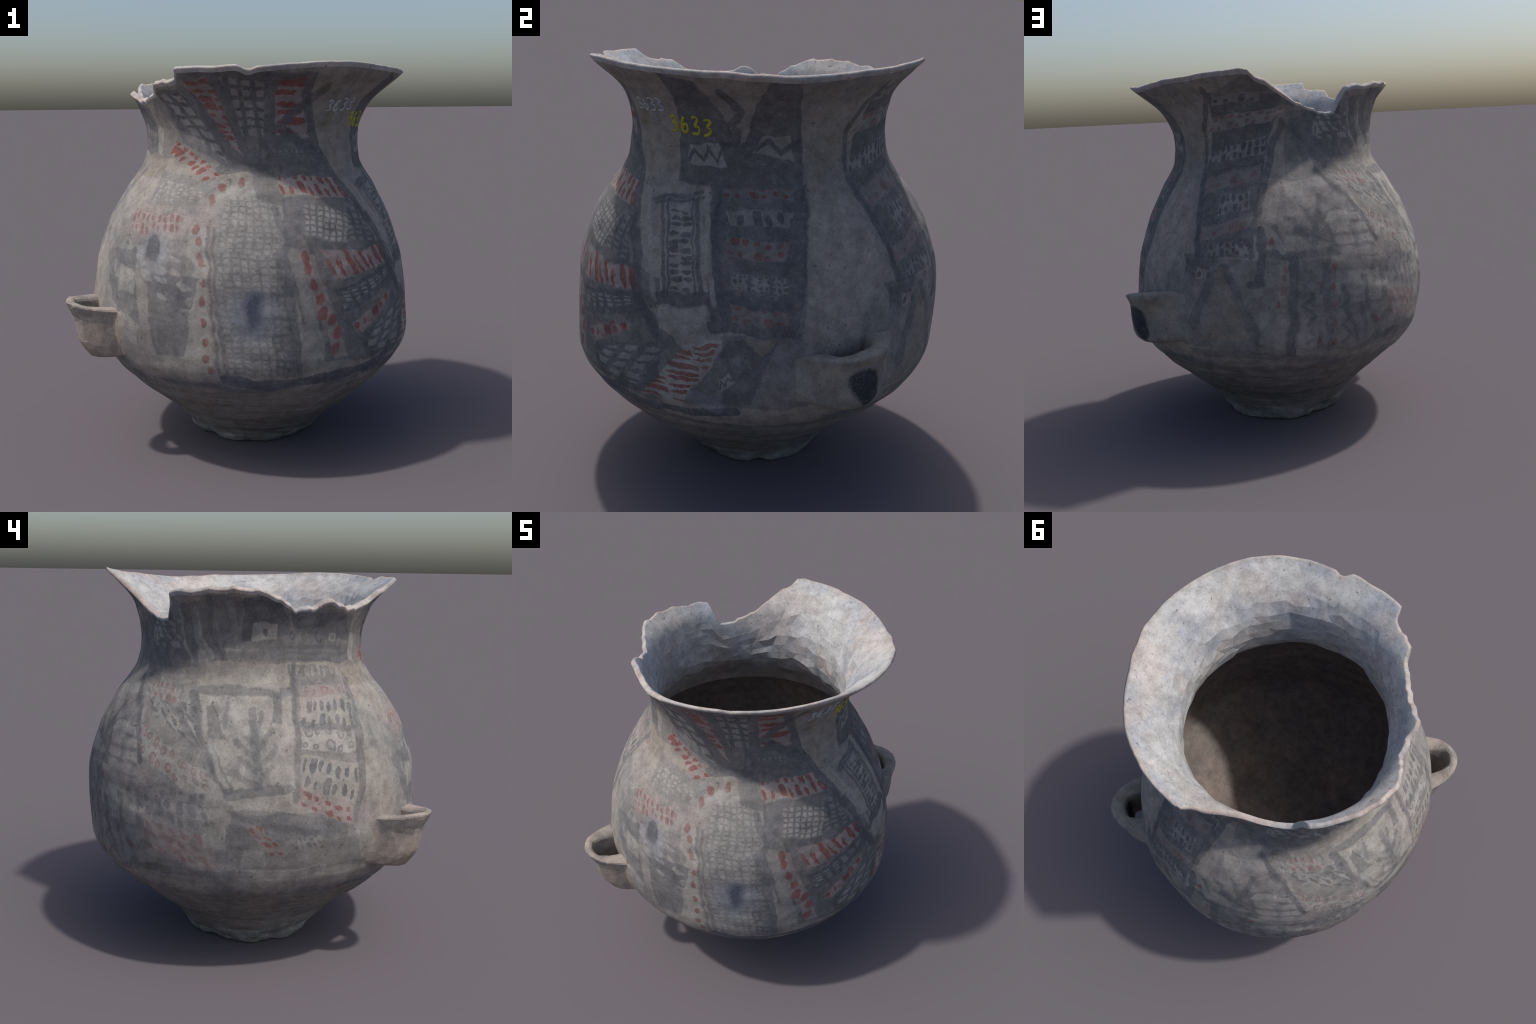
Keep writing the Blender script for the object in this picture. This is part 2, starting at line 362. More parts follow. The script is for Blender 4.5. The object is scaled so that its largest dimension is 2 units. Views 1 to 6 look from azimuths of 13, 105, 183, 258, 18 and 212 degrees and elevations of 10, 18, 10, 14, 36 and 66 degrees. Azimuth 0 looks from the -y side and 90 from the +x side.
PAINTING = [
    panel([(104.1, 0.540), (161.4, 0.624), (160.2, 0.960), (98.6, 0.873)], 'mid', 0.4),
    panel([(160.3, 0.614), (207.3, 0.613), (201.8, 0.854), (160.3, 0.929)], 'mid', 0.5),
    panel([(130.9, 0.882), (160.2, 0.960), (142.7, 1.485), (124.9, 1.394)], 'mid', 0.35),
    panel([(98.5, 0.838), (132.1, 0.917), (121.3, 1.390), (98.3, 1.252)], 'mid', 0.4),
    panel([(151.9, 0.922), (182.2, 0.957), (185.5, 1.439), (145.5, 1.435)], 'light', 0.5),
    panel([(107.1, 1.514), (148.0, 1.548), (149.5, 1.870), (101.4, 1.740)], 'dark', 0.6),
    panel([(147.8, 1.563), (232.8, 1.555), (224.1, 1.792), (150.0, 1.886)], 'mid', 0.75),
    panel([(55.6, 0.587), (97.1, 0.538), (98.5, 1.049), (59.4, 1.049)], 'mid', 0.5),
    panel([(97.1, 0.548), (159.4, 0.516), (152.1, 0.922), (98.5, 1.049)], 'mid', 0.35),
    panel([(97.6, 1.413), (146.7, 1.491), (149.0, 1.777), (100.0, 1.778)], 'mid', 0.4),
    panel([(90.0, 1.056), (113.3, 1.062), (124.2, 1.390), (94.6, 1.383)], 'mid', 0.3),
    panel([(41.7, 0.568), (64.3, 0.607), (56.7, 1.054), (49.6, 0.963)], 'grey', 0.5),
    panel([(-145.2, 0.500), (-95.6, 0.616), (-95.3, 1.190), (-127.3, 1.152)], 'grey', 0.6),
    panel([(-85.6, 0.559), (-54.2, 0.567), (-58.6, 1.297), (-88.8, 1.319)], 'grey', 0.6),
    panel([(-139.1, 1.534), (-87.2, 1.520), (-98.3, 1.825), (-127.6, 1.829)], 'mid', 0.5),
    panel([(6.4, 0.563), (31.3, 0.577), (30.3, 0.898), (6.2, 0.891)], 'mid', 0.7),
    panel([(31.3, 0.577), (41.7, 0.568), (36.0, 0.863), (29.4, 0.899)], 'grey', 0.6),
    panel([(-74.5, 1.453), (-39.1, 1.438), (-53.6, 1.929), (-71.2, 1.942)], 'dark', 0.9),
    panel([(-96.8, 1.549), (-73.1, 1.453), (-70.0, 1.942), (-104.2, 1.940)], 'dark', 0.9),
    panel([(-112.6, 1.608), (-88.7, 1.520), (-102.1, 1.899), (-122.6, 1.852)], 'mid', 0.7),
    panel([(-104.4, 1.633), (-87.2, 1.535), (-108.7, 1.864), (-122.5, 1.828)], 'light', 0.65, 'hatch', 'dark', 0.95, 2, 5, 0.45),
    panel([(-86.7, 1.611), (-80.7, 1.553), (-93.8, 1.911), (-105.7, 1.906)], 'pale', 0.75, 'dash', 'red', 0.9, 1.5, 9, 0),
    panel([(-80.2, 1.649), (-71.4, 1.625), (-69.8, 1.908), (-89.2, 1.910)], 'light', 0.5, 'hatch', 'dark', 0.95, 3, 6, 0.5),
    panel([(-65.9, 1.646), (-49.7, 1.637), (-56.8, 1.908), (-66.7, 1.897)], 'pale', 0.8, 'dash', 'red', 0.95, 1, 6, 0),
    panel([(-68.1, 1.564), (-43.1, 1.553), (-43.8, 1.585), (-67.5, 1.591)], 'grey', 0.6, 'hatch', 'dark', 1, 9, 1, 0.5),
    panel([(-95.7, 1.474), (-70.1, 1.489), (-68.6, 1.519), (-88.8, 1.535)], 'dark', 0.8),
    panel([(-96.6, 1.441), (-88.3, 1.475), (-116.3, 1.620), (-121.9, 1.558)], 'pale', 0.8, 'dash', 'red', 0.9, 1.5, 7, 0),
    panel([(-120.3, 1.328), (-94.5, 1.331), (-87.8, 1.431), (-123.2, 1.478)], 'grey', 0.75),
    panel([(-118.3, 1.345), (-96.7, 1.341), (-95.5, 1.401), (-120.0, 1.437)], 'light', 0, 'dot', 'light', 0.75, 8, 4, 0.3),
    panel([(-123.1, 1.197), (-102.1, 1.211), (-100.1, 1.293), (-125.8, 1.295)], 'pale', 0.8, 'dash', 'dull_red', 0.75, 9, 2.2, 0.25),
    panel([(-93.9, 1.317), (-91.0, 1.304), (-75.9, 1.389), (-82.6, 1.453)], 'light', 0.6),
    panel([(-92.8, 1.339), (-89.6, 1.332), (-77.2, 1.432), (-82.6, 1.453)], 'light', 0.5),
    blot((-91.7, 1.354), 0.020, 0.020, 'red', 0.8),
    blot((-88.4, 1.408), 0.020, 0.020, 'red', 0.8),
    blot((-81.4, 1.436), 0.020, 0.020, 'red', 0.8),
    panel([(-100.3, 0.640), (-89.3, 0.555), (-91.4, 1.248), (-97.1, 1.246)], 'light', 0.75),
    blot((-95.4, 1.233), 0.015, 0.025, 'red', 0.75),
    blot((-94.1, 1.175), 0.015, 0.025, 'red', 0.75),
    blot((-93.5, 1.091), 0.015, 0.025, 'red', 0.75),
    blot((-91.6, 1.006), 0.015, 0.025, 'red', 0.75),
    blot((-92.3, 0.919), 0.015, 0.025, 'red', 0.75),
    blot((-92.3, 0.818), 0.015, 0.025, 'red', 0.75),
    blot((-91.5, 0.722), 0.015, 0.025, 'red', 0.75),
    blot((-91.3, 0.639), 0.015, 0.025, 'red', 0.75),
    blot((-90.1, 0.572), 0.015, 0.025, 'red', 0.75),
    panel([(-109.2, 0.627), (-98.6, 0.644), (-93.6, 1.026), (-112.4, 1.025)], 'mid', 0.75),
    panel([(-109.6, 0.924), (-95.9, 0.853), (-95.6, 1.104), (-123.7, 1.173)], 'mid', 0.45, 'dot', 'light', 0.6, 3, 4, 0.5),
    panel([(-128.4, 0.847), (-113.8, 0.773), (-118.1, 1.121), (-134.6, 1.099)], 'mid', 0.7),
    panel([(-125.4, 0.904), (-116.3, 0.910), (-117.2, 1.017), (-129.1, 1.046)], 'light', 0.6),
    brush([(-89.6, 1.235), (-87.8, 0.949), (-85.6, 0.568)], 0.016, 'mid', 0.7),
    brush([(-91.9, 1.248), (-89.4, 0.948), (-87.8, 0.566)], 0.014, 'mid', 0.7),
    panel([(-85.7, 0.550), (-62.2, 0.549), (-68.3, 1.105), (-88.0, 1.151)], 'light', 0.45, 'hatch', 'mid', 0.5, 8, 20, 0.45),
    panel([(-85.7, 0.550), (-62.2, 0.549), (-68.3, 1.105), (-88.0, 1.151)], 'light', 0, 'lines', 'mid', 0.3, 1, 6, 0.4),
    panel([(-69.9, 0.559), (-61.6, 0.548), (-66.4, 1.089), (-71.9, 1.107)], 'mid', 0.25, 'hatch', 'dark', 0.6, 3, 14, 0.45),
    panel([(-87.9, 1.137), (-68.3, 1.105), (-68.6, 1.373), (-87.1, 1.375)], 'light', 0.5, 'hatch', 'mid', 0.45, 7, 10, 0.45),
    brush([(-69.4, 1.105), (-65.8, 0.942), (-64.4, 0.570)], 0.05, 'mid', 0.75),
    brush([(-67.4, 1.126), (-63.5, 0.939), (-61.4, 0.801)], 0.012, 'dark', 0.7),
    brush([(-69.2, 1.317), (-65.9, 1.175), (-68.4, 1.091)], 0.03, 'mid', 0.7),
    panel([(-74.8, 1.360), (-64.5, 1.315), (-66.2, 1.459), (-77.1, 1.461)], 'mid', 0.6),
    panel([(-67.1, 1.387), (-34.4, 1.331), (-36.0, 1.435), (-65.6, 1.451)], 'pale', 0.8, 'dash', 'red', 0.9, 8, 1.6, 0.3),
    panel([(-67.1, 1.147), (-23.2, 1.082), (-31.6, 1.339), (-66.1, 1.372)], 'mid', 0.8),
    panel([(-60.2, 1.192), (-43.1, 1.142), (-39.3, 1.294), (-57.8, 1.333)], 'light', 0.8, 'hatch', 'mid', 0.9, 7, 6, 0.45),
    panel([(-43.7, 1.158), (-27.3, 1.114), (-32.8, 1.302), (-39.5, 1.310)], 'grey', 0.7, 'hatch', 'dark', 0.9, 3, 6, 0.5),
    panel([(-54.5, 0.603), (-11.9, 0.538), (-15.0, 1.097), (-59.7, 1.177)], 'dark', 0.8),
    panel([(-51.1, 0.611), (-46.8, 0.615), (-57.5, 1.109), (-62.5, 1.107)], 'pale', 0.75),
    blot((-60.7, 1.101), 0.021, 0.030, 'red', 0.85),
    blot((-60.2, 1.051), 0.021, 0.030, 'red', 0.85),
    blot((-58.0, 0.980), 0.021, 0.030, 'red', 0.85),
    blot((-55.9, 0.904), 0.021, 0.030, 'red', 0.85),
    blot((-54.9, 0.836), 0.021, 0.030, 'red', 0.85),
    blot((-52.0, 0.800), 0.021, 0.030, 'red', 0.85),
    blot((-50.3, 0.732), 0.021, 0.030, 'red', 0.85),
    blot((-50.6, 0.661), 0.021, 0.030, 'red', 0.85),
    panel([(-49.9, 0.987), (-22.8, 1.029), (-23.2, 1.093), (-55.0, 1.121)], 'pale', 0.8, 'dash', 'red', 0.95, 8, 1, 0.35),
    panel([(-49.3, 0.825), (-31.9, 0.893), (-35.0, 0.964), (-49.4, 0.948)], 'light', 0.6, 'hatch', 'dark', 0.95, 5, 3, 0.45),
    panel([(-40.4, 0.713), (-23.5, 0.846), (-26.4, 0.895), (-44.4, 0.767)], 'pale', 0.65, 'dot', 'red', 0.9, 4, 1, 0.2),
    panel([(-33.1, 0.561), (-16.0, 0.626), (-16.5, 0.799), (-39.0, 0.705)], 'light', 0.65, 'hatch', 'dark', 0.95, 3, 4, 0.5),
    blot((-77.1, 0.838), 0.140, 0.157, 'blue', 0.85),
    blot((-76.8, 0.867), 0.053, 0.102, 'dark_blue', 1.3),
    blot((-111.3, 1.131), 0.099, 0.099, 'blue', 0.75),
    blot((-111.2, 1.134), 0.040, 0.063, 'dark', 1),
    blot((-107.6, 1.018), 0.074, 0.058, 'blue', 0.35),
    brush([(-85.8, 0.530), (-74.7, 0.503), (-61.0, 0.506), (-45.8, 0.524), (-26.7, 0.554)], 0.055, 'dark_blue', 0.9),
    brush([(-45.7, 1.870), (-64.2, 1.687), (-41.6, 1.522), (-34.2, 1.361), (-26.0, 1.190), (-21.8, 1.008), (-16.6, 0.881), (-8.7, 0.830)], 0.05, 'dark', 0.9),
    panel([(-44.6, 0.761), (-16.1, 0.940), (-30.1, 1.342), (-64.7, 1.244)], 'dark', 0),
    panel([(-19.4, 1.624), (7.2, 1.638), (-4.4, 1.917), (-15.0, 1.941)], 'dark', 0.9),
    panel([(-17.4, 1.474), (35.0, 1.475), (34.7, 1.667), (-19.0, 1.645)], 'dark', 0.9),
    panel([(9.9, 1.639), (35.9, 1.610), (28.4, 1.937), (18.8, 1.936)], 'dark', 0.9),
    brush([(3.0, 1.864), (7.0, 1.815), (9.8, 1.788), (7.7, 1.751), (4.1, 1.720), (7.5, 1.687), (7.2, 1.652)], 0.04, 'dark', 0.85),
    panel([(-13.8, 1.553), (2.5, 1.550), (-0.8, 1.654), (-14.0, 1.639)], 'light', 0.8, 'zig', 'dark', 0.95, 2.5, 1, 0.28),
    panel([(14.1, 1.612), (31.1, 1.573), (29.2, 1.682), (18.0, 1.690)], 'light', 0.7, 'zig', 'dark', 0.95, 1.5, 1, 0.3),
    brush([(-25.5, 1.396), (-6.2, 1.441)], 0.018, 'dark', 0.85),
    brush([(-24.4, 1.377), (-4.6, 1.423)], 0.014, 'dark', 0.85),
    brush([(-21.6, 1.397), (-16.0, 1.212), (-12.7, 1.026)], 0.018, 'dark', 0.85),
    brush([(-18.5, 1.389), (-13.9, 1.217), (-11.3, 1.035)], 0.014, 'dark', 0.85),
    brush([(-7.1, 1.416), (-3.1, 1.233), (-0.8, 1.062)], 0.024, 'dark', 0.85),
    brush([(-8.9, 1.414), (-4.9, 1.231), (-2.6, 1.059)], 0.01, 'dark', 0.85),
    panel([(-10.6, 1.044), (-2.6, 1.059), (-8.1, 1.378), (-16.7, 1.367)], 'light', 0.15, 'dash', 'dark', 0.85, 2, 11, 0),
    brush([(-14.0, 1.013), (2.6, 1.044)], 0.055, 'dark', 0.85),
    panel([(6.2, 0.905), (28.5, 0.886), (35.7, 1.477), (-3.2, 1.482)], 'dark', 0.92),
    panel([(2.3, 0.899), (8.1, 0.894), (0.9, 1.485), (-0.4, 1.312)], 'dark', 0.9),
    panel([(2.4, 1.436), (29.6, 1.421), (30.0, 1.463), (1.9, 1.467)], 'pale', 0.35, 'dot', 'red', 0.9, 6, 1.4, 0.5),
    panel([(4.5, 1.334), (27.1, 1.322), (29.4, 1.383), (4.5, 1.387)], 'light', 0.5, 'dash', 'dark', 0.95, 5, 1.1, 0.5),
    panel([(6.1, 1.215), (25.9, 1.192), (27.3, 1.263), (5.6, 1.288)], 'pale', 0.55, 'dot', 'red', 0.75, 5, 2, 0.6),
    panel([(7.9, 1.085), (26.4, 1.062), (26.7, 1.135), (7.6, 1.153)], 'light', 0.65, 'hatch', 'dark', 0.85, 3, 1, 0.25),
    panel([(8.6, 1.092), (26.0, 1.072), (26.2, 1.133), (7.9, 1.145)], 'light', 0, 'dot', 'dark', 0.8, 9, 3, 0.6),
    panel([(8.8, 0.949), (25.7, 0.942), (25.3, 1.003), (8.2, 1.025)], 'pale', 0.45, 'dot', 'red', 0.6, 4, 1.6, 0.7),
    brush([(9.1, 1.044), (25.8, 1.028)], 0.04, 'dark', 0.85),
    panel([(-20.0, 0.573), (-5.4, 0.570), (6.8, 0.871), (-3.5, 0.857)], 'light', 0.8, 'dash', 'red', 0.9, 1.2, 9, 0.2),
    panel([(-5.4, 0.570), (14.1, 0.588), (22.9, 0.881), (8.2, 0.873)], 'dark', 0.75),
    panel([(18.0, 0.810), (18.4, 0.810), (22.5, 0.884), (13.0, 0.881)], 'tan', 0.8),
    panel([(5.6, 0.657), (10.3, 0.686), (8.8, 0.736), (5.1, 0.702)], 'light', 0.75, 'zig', 'dark', 0.9, 2, 1, 0.3),
    panel([(9.3, 0.767), (15.3, 0.756), (13.8, 0.815), (9.4, 0.818)], 'grey', 0.7, 'dot', 'dark', 0.8, 4, 2, 0.5),
    panel([(-29.6, 0.575), (-18.7, 0.579), (-4.4, 0.829), (-15.0, 0.865)], 'dark', 0.8),
    panel([(-38.0, 0.586), (-26.7, 0.574), (-7.6, 0.850), (-42.6, 0.707)], 'dark', 0.7),
    panel([(-37.4, 0.623), (-22.1, 0.606), (-9.7, 0.830), (-37.5, 0.719)], 'light', 0.65, 'hatch', 'dark', 0.95, 3, 4, 0.5),
    panel([(-42.8, 0.719), (-25.6, 0.835), (-22.5, 0.883), (-44.8, 0.778)], 'pale', 0.75, 'dash', 'red', 0.9, 5, 1, 0.2),
    panel([(-46.9, 0.828), (-19.7, 0.936), (-23.1, 1.025), (-51.6, 0.940)], 'dark', 0.8),
    panel([(-47.3, 0.858), (-23.1, 0.954), (-24.1, 0.994), (-49.8, 0.926)], 'light', 0.6, 'hatch', 'dark', 0.95, 6, 3, 0.5),
    brush([(-36.3, 0.512), (-20.6, 0.511), (-6.1, 0.519), (10.3, 0.548)], 0.05, 'dark_blue', 0.9),
    brush([(-1.2, 0.607), (4.5, 0.569)], 0.07, 'blue', 0.45),
    brush([(28.5, 1.923), (36.0, 1.489), (31.6, 1.196), (29.4, 0.899)], 0.02, 'dark', 0.5),
    panel([(57.1, 1.471), (88.6, 1.515), (98.4, 1.877), (63.7, 1.881)], 'dark', 0.88),
    panel([(63.8, 1.052), (84.6, 1.058), (88.6, 1.531), (57.1, 1.471)], 'dark', 0.85),
    panel([(64.0, 1.864), (84.8, 1.835), (109.8, 1.789), (85.8, 1.989)], 'dark', 0.6),
    brush([(63.9, 1.897), (55.5, 1.696), (56.2, 1.488), (61.7, 1.277), (63.9, 1.069)], 0.035, 'dark', 0.85),
    panel([(63.6, 1.822), (88.0, 1.850), (88.3, 1.885), (66.9, 1.875)], 'light', 0.55, 'dot', 'dark', 0.95, 4, 1.2, 0.4),
    panel([(59.0, 1.674), (95.9, 1.743), (101.6, 1.818), (61.1, 1.755)], 'light', 0.6, 'dot', 'dull_red', 0.75, 8, 2, 0.6),
    panel([(57.5, 1.522), (89.5, 1.564), (90.7, 1.665), (58.1, 1.577)], 'light', 0.6, 'dash', 'dark', 0.95, 9, 2, 0),
    panel([(61.6, 1.378), (86.7, 1.442), (87.5, 1.515), (59.8, 1.447)], 'pale', 0.5, 'dot', 'dull_red', 0.6, 5, 1.4, 0.6),
    panel([(69.8, 1.264), (83.0, 1.294), (82.4, 1.389), (69.6, 1.359)], 'light', 0.5, 'dash', 'dark', 0.95, 5, 2, 0),
    panel([(64.4, 1.125), (83.2, 1.216), (84.3, 1.265), (64.0, 1.201)], 'pale', 0.5, 'dot', 'dull_red', 0.6, 4, 1.2, 0.6),
    panel([(68.0, 1.055), (83.4, 1.074), (83.3, 1.152), (68.1, 1.111)], 'light', 0.35, 'dash', 'dark', 0.9, 7, 2, 0.1),
    brush([(98.3, 1.728), (92.8, 1.596), (89.6, 1.465), (86.1, 1.277)], 0.045, 'dark', 0.85),
    brush([(103.0, 1.709), (110.8, 1.603), (117.9, 1.497)], 0.04, 'dark', 0.7),
    panel([(111.7, 1.535), (126.3, 1.524), (127.0, 1.731), (109.8, 1.773)], 'mid', 0.7),
    panel([(98.6, 1.510), (134.9, 1.501), (129.0, 1.782), (100.0, 1.844)], 'mid', 0.35),
    brush([(87.0, 1.198), (87.6, 1.073), (85.9, 0.928)], 0.04, 'dark', 0.85),
    brush([(83.2, 0.913), (86.7, 0.925)], 0.04, 'dark', 0.8),
    panel([(58.6, 0.982), (64.5, 0.938), (73.0, 1.058), (58.2, 1.072)], 'dark', 0.75),
    panel([(63.8, 0.946), (68.4, 0.942), (68.7, 1.000), (64.1, 1.005)], 'light', 0.6, 'dot', 'dark', 0.9, 1, 1, 0),
    brush([(70.3, 0.959), (61.5, 0.707)], 0.05, 'dark', 0.6),
    brush([(74.5, 0.995), (80.5, 0.777), (85.3, 0.619)], 0.055, 'dark', 0.6),
    panel([(66.4, 0.625), (82.1, 0.637), (74.7, 0.986), (72.1, 0.985)], 'tan', 0.55),
    brush([(88.9, 1.072), (98.6, 1.062), (113.4, 1.070)], 0.04, 'dark', 0.7),
    brush([(97.9, 1.034), (97.1, 0.803), (96.0, 0.549)], 0.045, 'dark', 0.75),
    panel([(91.2, 0.774), (94.4, 0.772), (96.5, 1.035), (93.6, 1.038)], 'pale', 0.55, 'dot', 'dull_red', 0.7, 1, 4, 0.6),
    panel([(99.3, 0.609), (105.5, 0.581), (105.8, 0.992), (99.8, 1.000)], 'light', 0.1, 'zig_v', 'mid', 0.8, 1, 4, 0.3),
    panel([(111.9, 0.585), (118.2, 0.587), (119.5, 0.950), (112.6, 0.964)], 'light', 0.1, 'zig_v', 'mid', 0.8, 1, 4, 0.3),
    brush([(108.8, 1.020), (108.4, 0.786), (109.0, 0.574)], 0.035, 'mid', 0.7),
    brush([(121.4, 0.929), (121.3, 0.775), (123.1, 0.592)], 0.025, 'mid', 0.7),
    blot((111.5, 0.991), 0.015, 0.020, 'red', 0.6),
    blot((110.8, 0.892), 0.015, 0.020, 'red', 0.6),
    blot((110.5, 0.791), 0.015, 0.020, 'red', 0.6),
    blot((110.7, 0.686), 0.015, 0.020, 'red', 0.6),
    blot((110.0, 0.599), 0.015, 0.020, 'red', 0.6),
    blot((105.4, 0.617), 0.015, 0.020, 'red', 0.6),
    blot((106.3, 0.900), 0.015, 0.020, 'red', 0.6),
    blot((127.7, 0.686), 0.015, 0.020, 'red', 0.6),
    blot((90.3, 1.131), 0.018, 0.025, 'red', 0.75),
    brush([(110.8, 1.338), (106.5, 1.199), (104.1, 1.075)], 0.035, 'mid', 0.75),
    brush([(106.3, 1.184), (100.9, 1.347)], 0.03, 'mid', 0.6),
    brush([(105.6, 1.137), (96.3, 1.256)], 0.03, 'mid', 0.6),
    brush([(104.9, 1.106), (99.4, 1.190)], 0.03, 'mid', 0.6),
    brush([(106.3, 1.184), (115.5, 1.269)], 0.03, 'mid', 0.6),
    brush([(105.2, 1.129), (112.6, 1.192)], 0.03, 'mid', 0.6),
    brush([(92.0, 1.212), (93.9, 1.101)], 0.03, 'mid', 0.7),
    brush([(121.4, 1.294), (120.9, 1.131), (120.5, 1.016)], 0.03, 'mid', 0.5),
    brush([(59.6, 0.548), (82.6, 0.546), (99.4, 0.511), (117.5, 0.532), (135.8, 0.586)], 0.04, 'dark', 0.5),
    brush([(117.4, 1.384), (126.3, 1.261), (129.4, 1.100)], 0.03, 'dark', 0.6),
    brush([(117.2, 1.260), (120.3, 1.111)], 0.03, 'mid', 0.7),
    blot((122.5, 1.209), 0.013, 0.020, 'dull_red', 0.5),
    blot((124.4, 1.151), 0.013, 0.020, 'dull_red', 0.5),
    panel([(130.5, 1.312), (151.5, 1.189), (146.0, 1.371), (119.1, 1.418)], 'light', 0.5, 'dash', 'dark', 0.75, 5, 4, 0.4),
    panel([(129.6, 1.161), (155.0, 0.986), (155.7, 1.077), (126.0, 1.268)], 'light', 0.7, 'ring', 'dull_red', 0.65, 8, 2.2, 0.4),
    brush([(143.4, 1.412), (153.8, 1.191), (160.2, 1.005)], 0.045, 'mid', 0.75),
    brush([(148.6, 1.358), (153.5, 1.220), (160.1, 1.020)], 0.02, 'light', 0.85),
    brush([(145.7, 1.431), (165.2, 1.432), (185.4, 1.435)], 0.04, 'mid', 0.75),
    panel([(175.5, 1.300), (179.6, 1.299), (181.6, 1.426), (177.5, 1.427)], 'mid', 0.7),
    panel([(153.4, 1.234), (159.2, 1.223), (154.4, 1.376), (149.6, 1.373)], 'mid', 0.6),
    brush([(168.1, 1.350), (169.4, 1.196), (170.6, 1.007)], 0.04, 'mid', 0.6),
    panel([(165.9, 1.007), (174.8, 1.006), (171.8, 1.308), (166.9, 1.308)], 'mid', 0.3),
    brush([(169.6, 1.196), (160.3, 1.300)], 0.024, 'mid', 0.5),
    brush([(170.0, 1.139), (162.6, 1.224)], 0.024, 'mid', 0.5),
    brush([(170.3, 1.081), (164.0, 1.138)], 0.024, 'mid', 0.5),
    brush([(170.3, 1.015), (161.0, 1.080)], 0.024, 'mid', 0.5),
    brush([(169.6, 1.239), (171.9, 1.336)], 0.024, 'mid', 0.5),
    brush([(170.0, 1.168), (175.6, 1.272)], 0.024, 'mid', 0.5),
    brush([(170.3, 1.096), (176.8, 1.195)], 0.024, 'mid', 0.5),
    brush([(170.5, 1.022), (174.9, 1.102)], 0.024, 'mid', 0.5),
    brush([(160.2, 0.972), (169.5, 0.989), (180.1, 1.004)], 0.04, 'mid', 0.75),
    panel([(161.9, 0.892), (176.9, 0.933), (177.4, 0.963), (161.3, 0.937)], 'light', 0.8),
    panel([(160.5, 0.760), (200.7, 0.758), (200.7, 0.903), (161.4, 0.884)], 'mid', 0.6),
    panel([(161.5, 0.710), (182.6, 0.670), (181.0, 0.790), (160.5, 0.838)], 'mid', 0.3),
    panel([(175.0, 0.685), (181.3, 0.697), (171.7, 0.834), (166.1, 0.833)], 'pale', 0.5, 'dot', 'red', 0.75, 2, 4, 0.5),
    brush([(-171.3, 1.474), (-174.1, 1.304), (-176.0, 1.134), (-177.2, 0.957)], 0.035, 'mid', 0.65),
    brush([(-141.4, 1.486), (-145.9, 1.339), (-150.2, 1.164), (-152.8, 0.969), (-156.3, 0.833)], 0.045, 'mid', 0.7),
    panel([(-173.4, 1.417), (-146.1, 1.399), (-142.9, 1.535), (-174.6, 1.550)], 'mid', 0.65),
    panel([(-174.2, 1.497), (-143.8, 1.488), (-143.9, 1.543), (-172.8, 1.557)], 'light', 0, 'dash', 'light', 0.6, 8, 1, 0.15),
    panel([(-169.5, 1.419), (-148.1, 1.401), (-145.9, 1.444), (-167.6, 1.458)], 'pale', 0.7, 'ring', 'dull_red', 0.6, 5, 1.2, 0.4),
    panel([(-172.5, 1.282), (-149.7, 1.254), (-144.2, 1.382), (-170.2, 1.395)], 'light', 0.5, 'dash', 'mid', 0.85, 7, 2, 0),
    brush([(-172.9, 1.296), (-162.4, 1.267), (-150.5, 1.255)], 0.03, 'mid', 0.7),
    panel([(-174.4, 1.183), (-152.3, 1.145), (-150.6, 1.233), (-173.4, 1.264)], 'light', 0.75, 'ring', 'dark', 0.7, 5, 1.7, 0.5),
    panel([(-174.6, 1.162), (-151.9, 1.091), (-150.8, 1.142), (-173.8, 1.183)], 'mid', 0.5),
    panel([(-174.9, 1.015), (-156.0, 0.912), (-153.6, 1.078), (-173.6, 1.147)], 'light', 0.5, 'dash', 'mid', 0.9, 6, 2, -0.25),
    panel([(-176.2, 0.926), (-156.8, 0.798), (-156.0, 0.881), (-176.0, 1.004)], 'pale', 0.8, 'dot', 'red', 0.8, 5, 2, 0.5),
    panel([(135.1, 0.780), (155.4, 0.755), (155.0, 0.986), (134.4, 1.018)], 'grey', 0.35, 'dot', 'mid', 0.6, 6, 5, 0.6),
    panel([(134.6, 0.678), (151.0, 0.682), (146.9, 0.758), (133.8, 0.826)], 'pale', 0.4, 'dash', 'dull_red', 0.5, 5, 2, 0.3),
    brush([(126.5, 0.580), (146.0, 0.585), (161.3, 0.579), (183.2, 0.578), (200.4, 0.597), (217.6, 0.604)], 0.04, 'dark', 0.5),
    brush([(-124.3, 1.143), (-125.6, 0.978), (-125.2, 0.819)], 0.03, 'mid', 0.6),
    panel([(-127.5, 0.967), (-119.9, 0.941), (-116.2, 1.017), (-123.8, 1.040)], 'light', 0.6),
    panel([(148.0, 1.548), (163.1, 1.583), (164.2, 1.889), (150.0, 1.886)], 'mid', 0.35),
    brush([(149.5, 1.870), (149.1, 1.717), (153.9, 1.581)], 0.03, 'dark', 0.8),
    panel([(163.0, 1.667), (188.4, 1.698), (179.5, 1.868), (164.2, 1.881)], 'dark', 0.95),
    panel([(-171.8, 1.706), (-131.3, 1.658), (-142.9, 1.794), (-174.8, 1.807)], 'dark', 0.9),
    panel([(130.7, 1.584), (143.1, 1.561), (141.6, 1.807), (131.3, 1.865)], 'mid', 0.6),
    panel([(167.6, 1.667), (179.4, 1.678), (178.8, 1.753), (167.5, 1.752)], 'light', 0.65),
    blot((173.4, 1.706), 0.018, 0.018, 'dark', 0.9),
    blot((153.8, 1.734), 0.017, 0.030, 'dark', 0.9),
    blot((155.3, 1.635), 0.020, 0.030, 'dark', 0.8),
    panel([(149.1, 1.656), (156.9, 1.627), (155.5, 1.765), (150.9, 1.764)], 'grey', 0.3),
    blot((-148.3, 1.683), 0.036, 0.023, 'light', 0.7),
